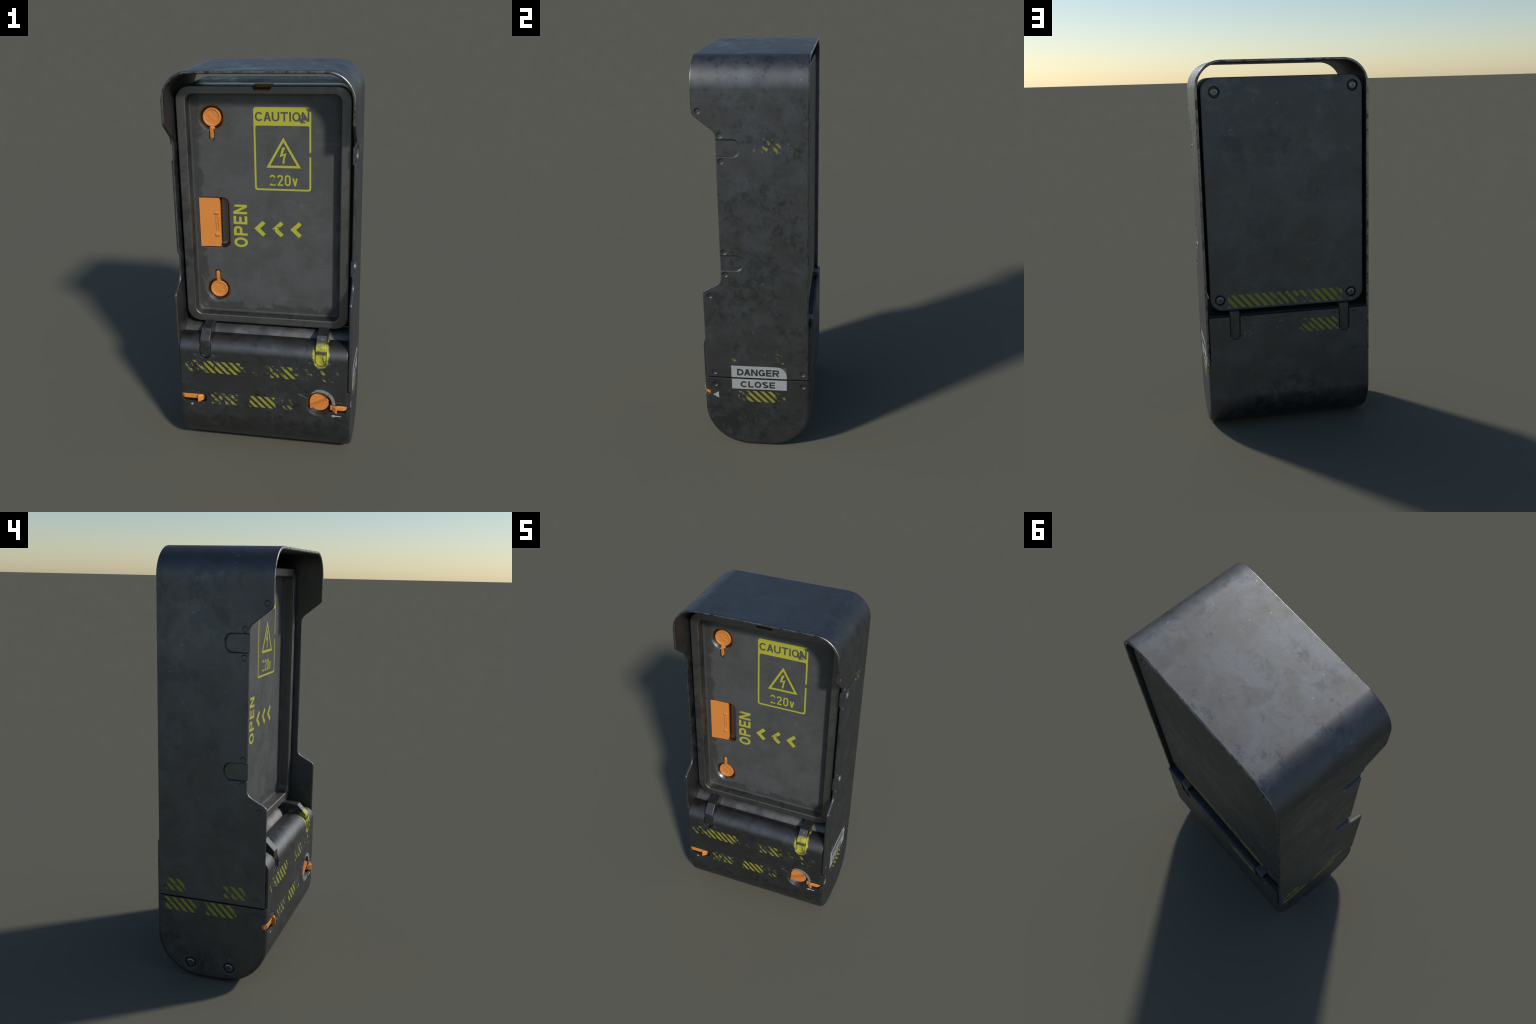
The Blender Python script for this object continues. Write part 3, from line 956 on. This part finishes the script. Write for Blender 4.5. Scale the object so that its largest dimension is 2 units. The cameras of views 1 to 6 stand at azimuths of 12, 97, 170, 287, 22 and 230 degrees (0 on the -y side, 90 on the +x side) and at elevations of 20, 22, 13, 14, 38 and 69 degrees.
# ------------------------------------------------------------------ stencils on the door
P0, P1, P2 = FLOOR_Y + 0.001, FLOOR_Y - 0.0006, FLOOR_Y - 0.0011


def caution_sign():
    x0, x1, z0, z1, t, r = -0.0535, 0.2265, 1.4000, 1.8095, 0.0088, 0.014
    zb = 1.7205
    o = rounded_rect(x0, x1, z0, z1, r, 6)
    k = rounded_rect(x0 + t, x1 - t, z0 + t, zb, r - t * 0.6, 6)
    ring_o = [FRONT(u, v, P1) for u, v in o]
    ring_i = [FRONT(u, v, P1) for u, v in k]
    v, f = loft([[FRONT(a, b, P0) for a, b in o], ring_o, ring_i, [FRONT(a, b, P0) for a, b in k]], False)
    sign = make('caution_sign', v, f, M_SIGN, door, smooth=1)
    text('caution_lettering', 'CAUTION', FRONT, -0.0455, 0.2175, 1.7415, 1.7865, P0, P2, M_LETTER, sign, 0.172, 0.78, 0.125)
    text('voltage_lettering', '220v', FRONT, 0.0205, 0.1605, 1.4245, 1.4795, P0, P1, M_SIGN, sign, 0.145, 0.56, 0.16)
    # triangle outline
    T = [(0.006, 1.5145), (0.1765, 1.5145), (0.09125, 1.6640)]
    cx, cz = sum(p[0] for p in T) / 3, sum(p[1] for p in T) / 3
    inn = [(cx + (u - cx) * 0.775, cz + (v - cz) * 0.775) for u, v in T]
    v, f = loft([[FRONT(a, b, P0) for a, b in T], [FRONT(a, b, P1) for a, b in T], [FRONT(a, b, P1) for a, b in inn], [FRONT(a, b, P0) for a, b in inn]], False)
    make('warning_triangle', v, f, M_SIGN, sign, smooth=1)
    bolt = [(730, 925), (790, 925), (738, 1065), (815, 1035), (772, 1198), (785, 1205), (748, 1268), (730, 1205), (743, 1192), (762, 1085), (680, 1120)]
    bolt = [(0.0915 + (a - 757) * 0.000247, 1.663 - (b - 735) * 0.000248) for a, b in bolt]
    solid('lightning_bolt', bolt, FRONT, P0, P1, M_SIGN, sign)


caution_sign()
text('open_lettering', 'OPEN', FRONT, -0.169, -0.098, 1.095, 1.321, P0, P1, M_MARK, door, 0.19, 0.80, 0.17, turned=True)
for tip in (-0.0625, 0.0295, 0.1215):
    c = 1.199
    ch = [(tip, c), (tip + 0.043, c - 0.0415), (tip + 0.058, c - 0.0275), (tip + 0.0295, c), (tip + 0.058, c + 0.0275), (tip + 0.043, c + 0.0415)]
    solid('chevron', ch, FRONT, P0, P1, M_MARK, door)

# ------------------------------------------------------------------ label across plate and base, right side
S0, S1, S2 = HALF_W - 0.001, HALF_W + 0.0008, HALF_W + 0.0013
corner = [(0.156 - 0.052 * (1 - math.cos(math.radians(a))), 0.423 + 0.052 * math.sin(math.radians(a))) for a in range(0, 91, 10)]
up_label = solid('danger_label', [(-0.127, 0.4085)] + [(0.1555, 0.4085)] + corner + [(-0.127, 0.475)], SIDE, S0, S1, M_WHITE, hood)
solid('label_backing', [(0.100, 0.43), (0.1555, 0.43), (0.1555, 0.4745), (0.100, 0.4745)], SIDE, S0, HALF_W + 0.0004, M_LIFTED, up_label)
text('danger_lettering', 'DANGER', SIDE, -0.098, 0.117, 0.4205, 0.4585, S0, S2, M_INK, up_label, 0.215, 0.88, 0.12)
B0, B1, B2 = BASE_W - 0.001, BASE_W + 0.0008, BASE_W + 0.0013
low_label = solid('close_label', [(-0.126, 0.341), (0.1555, 0.341), (0.1555, 0.3985), (-0.126, 0.3985)], SIDE, B0, B1, M_WHITE, base)
text('close_lettering', 'CLOSE', SIDE, -0.082, 0.095, 0.351, 0.387, B0, B2, M_INK, low_label, 0.215, 0.88, 0.12)
for y, z, par, h in ((-0.117, 0.464, up_label, S1), (-0.117, 0.350, low_label, B1), (0.147, 0.350, low_label, B1)):
    make('rivet', *lathe([(0.006, h - 0.001), (0.006, h), (0.0045, h + 0.0008), (0.002, h + 0.0010)], SIDE, y, z, 16), M_WHITE, par, smooth=60)
solid('pointer_mark', [(-0.227, 0.3005), (-0.1965, 0.2815), (-0.1965, 0.3195)], SIDE, B0, B1, M_WORN_WHITE, base)
F0, F1 = BASE_F + 0.001, BASE_F - 0.0007
solid('arrow_mark', [(0.3565, 0.2645), (0.369, 0.2560), (0.3735, 0.2610), (0.404, 0.2622), (0.408, 0.2645), (0.404, 0.2668), (0.3735, 0.2680), (0.369, 0.2725)],
      FRONT, F0, F1, M_WORN_WHITE, base)
solid('arrow_mark', [(-0.394, 0.2655), (-0.385, 0.2565), (-0.377, 0.2640), (-0.381, 0.2700)], FRONT, F0, F1, M_WORN_WHITE, base)
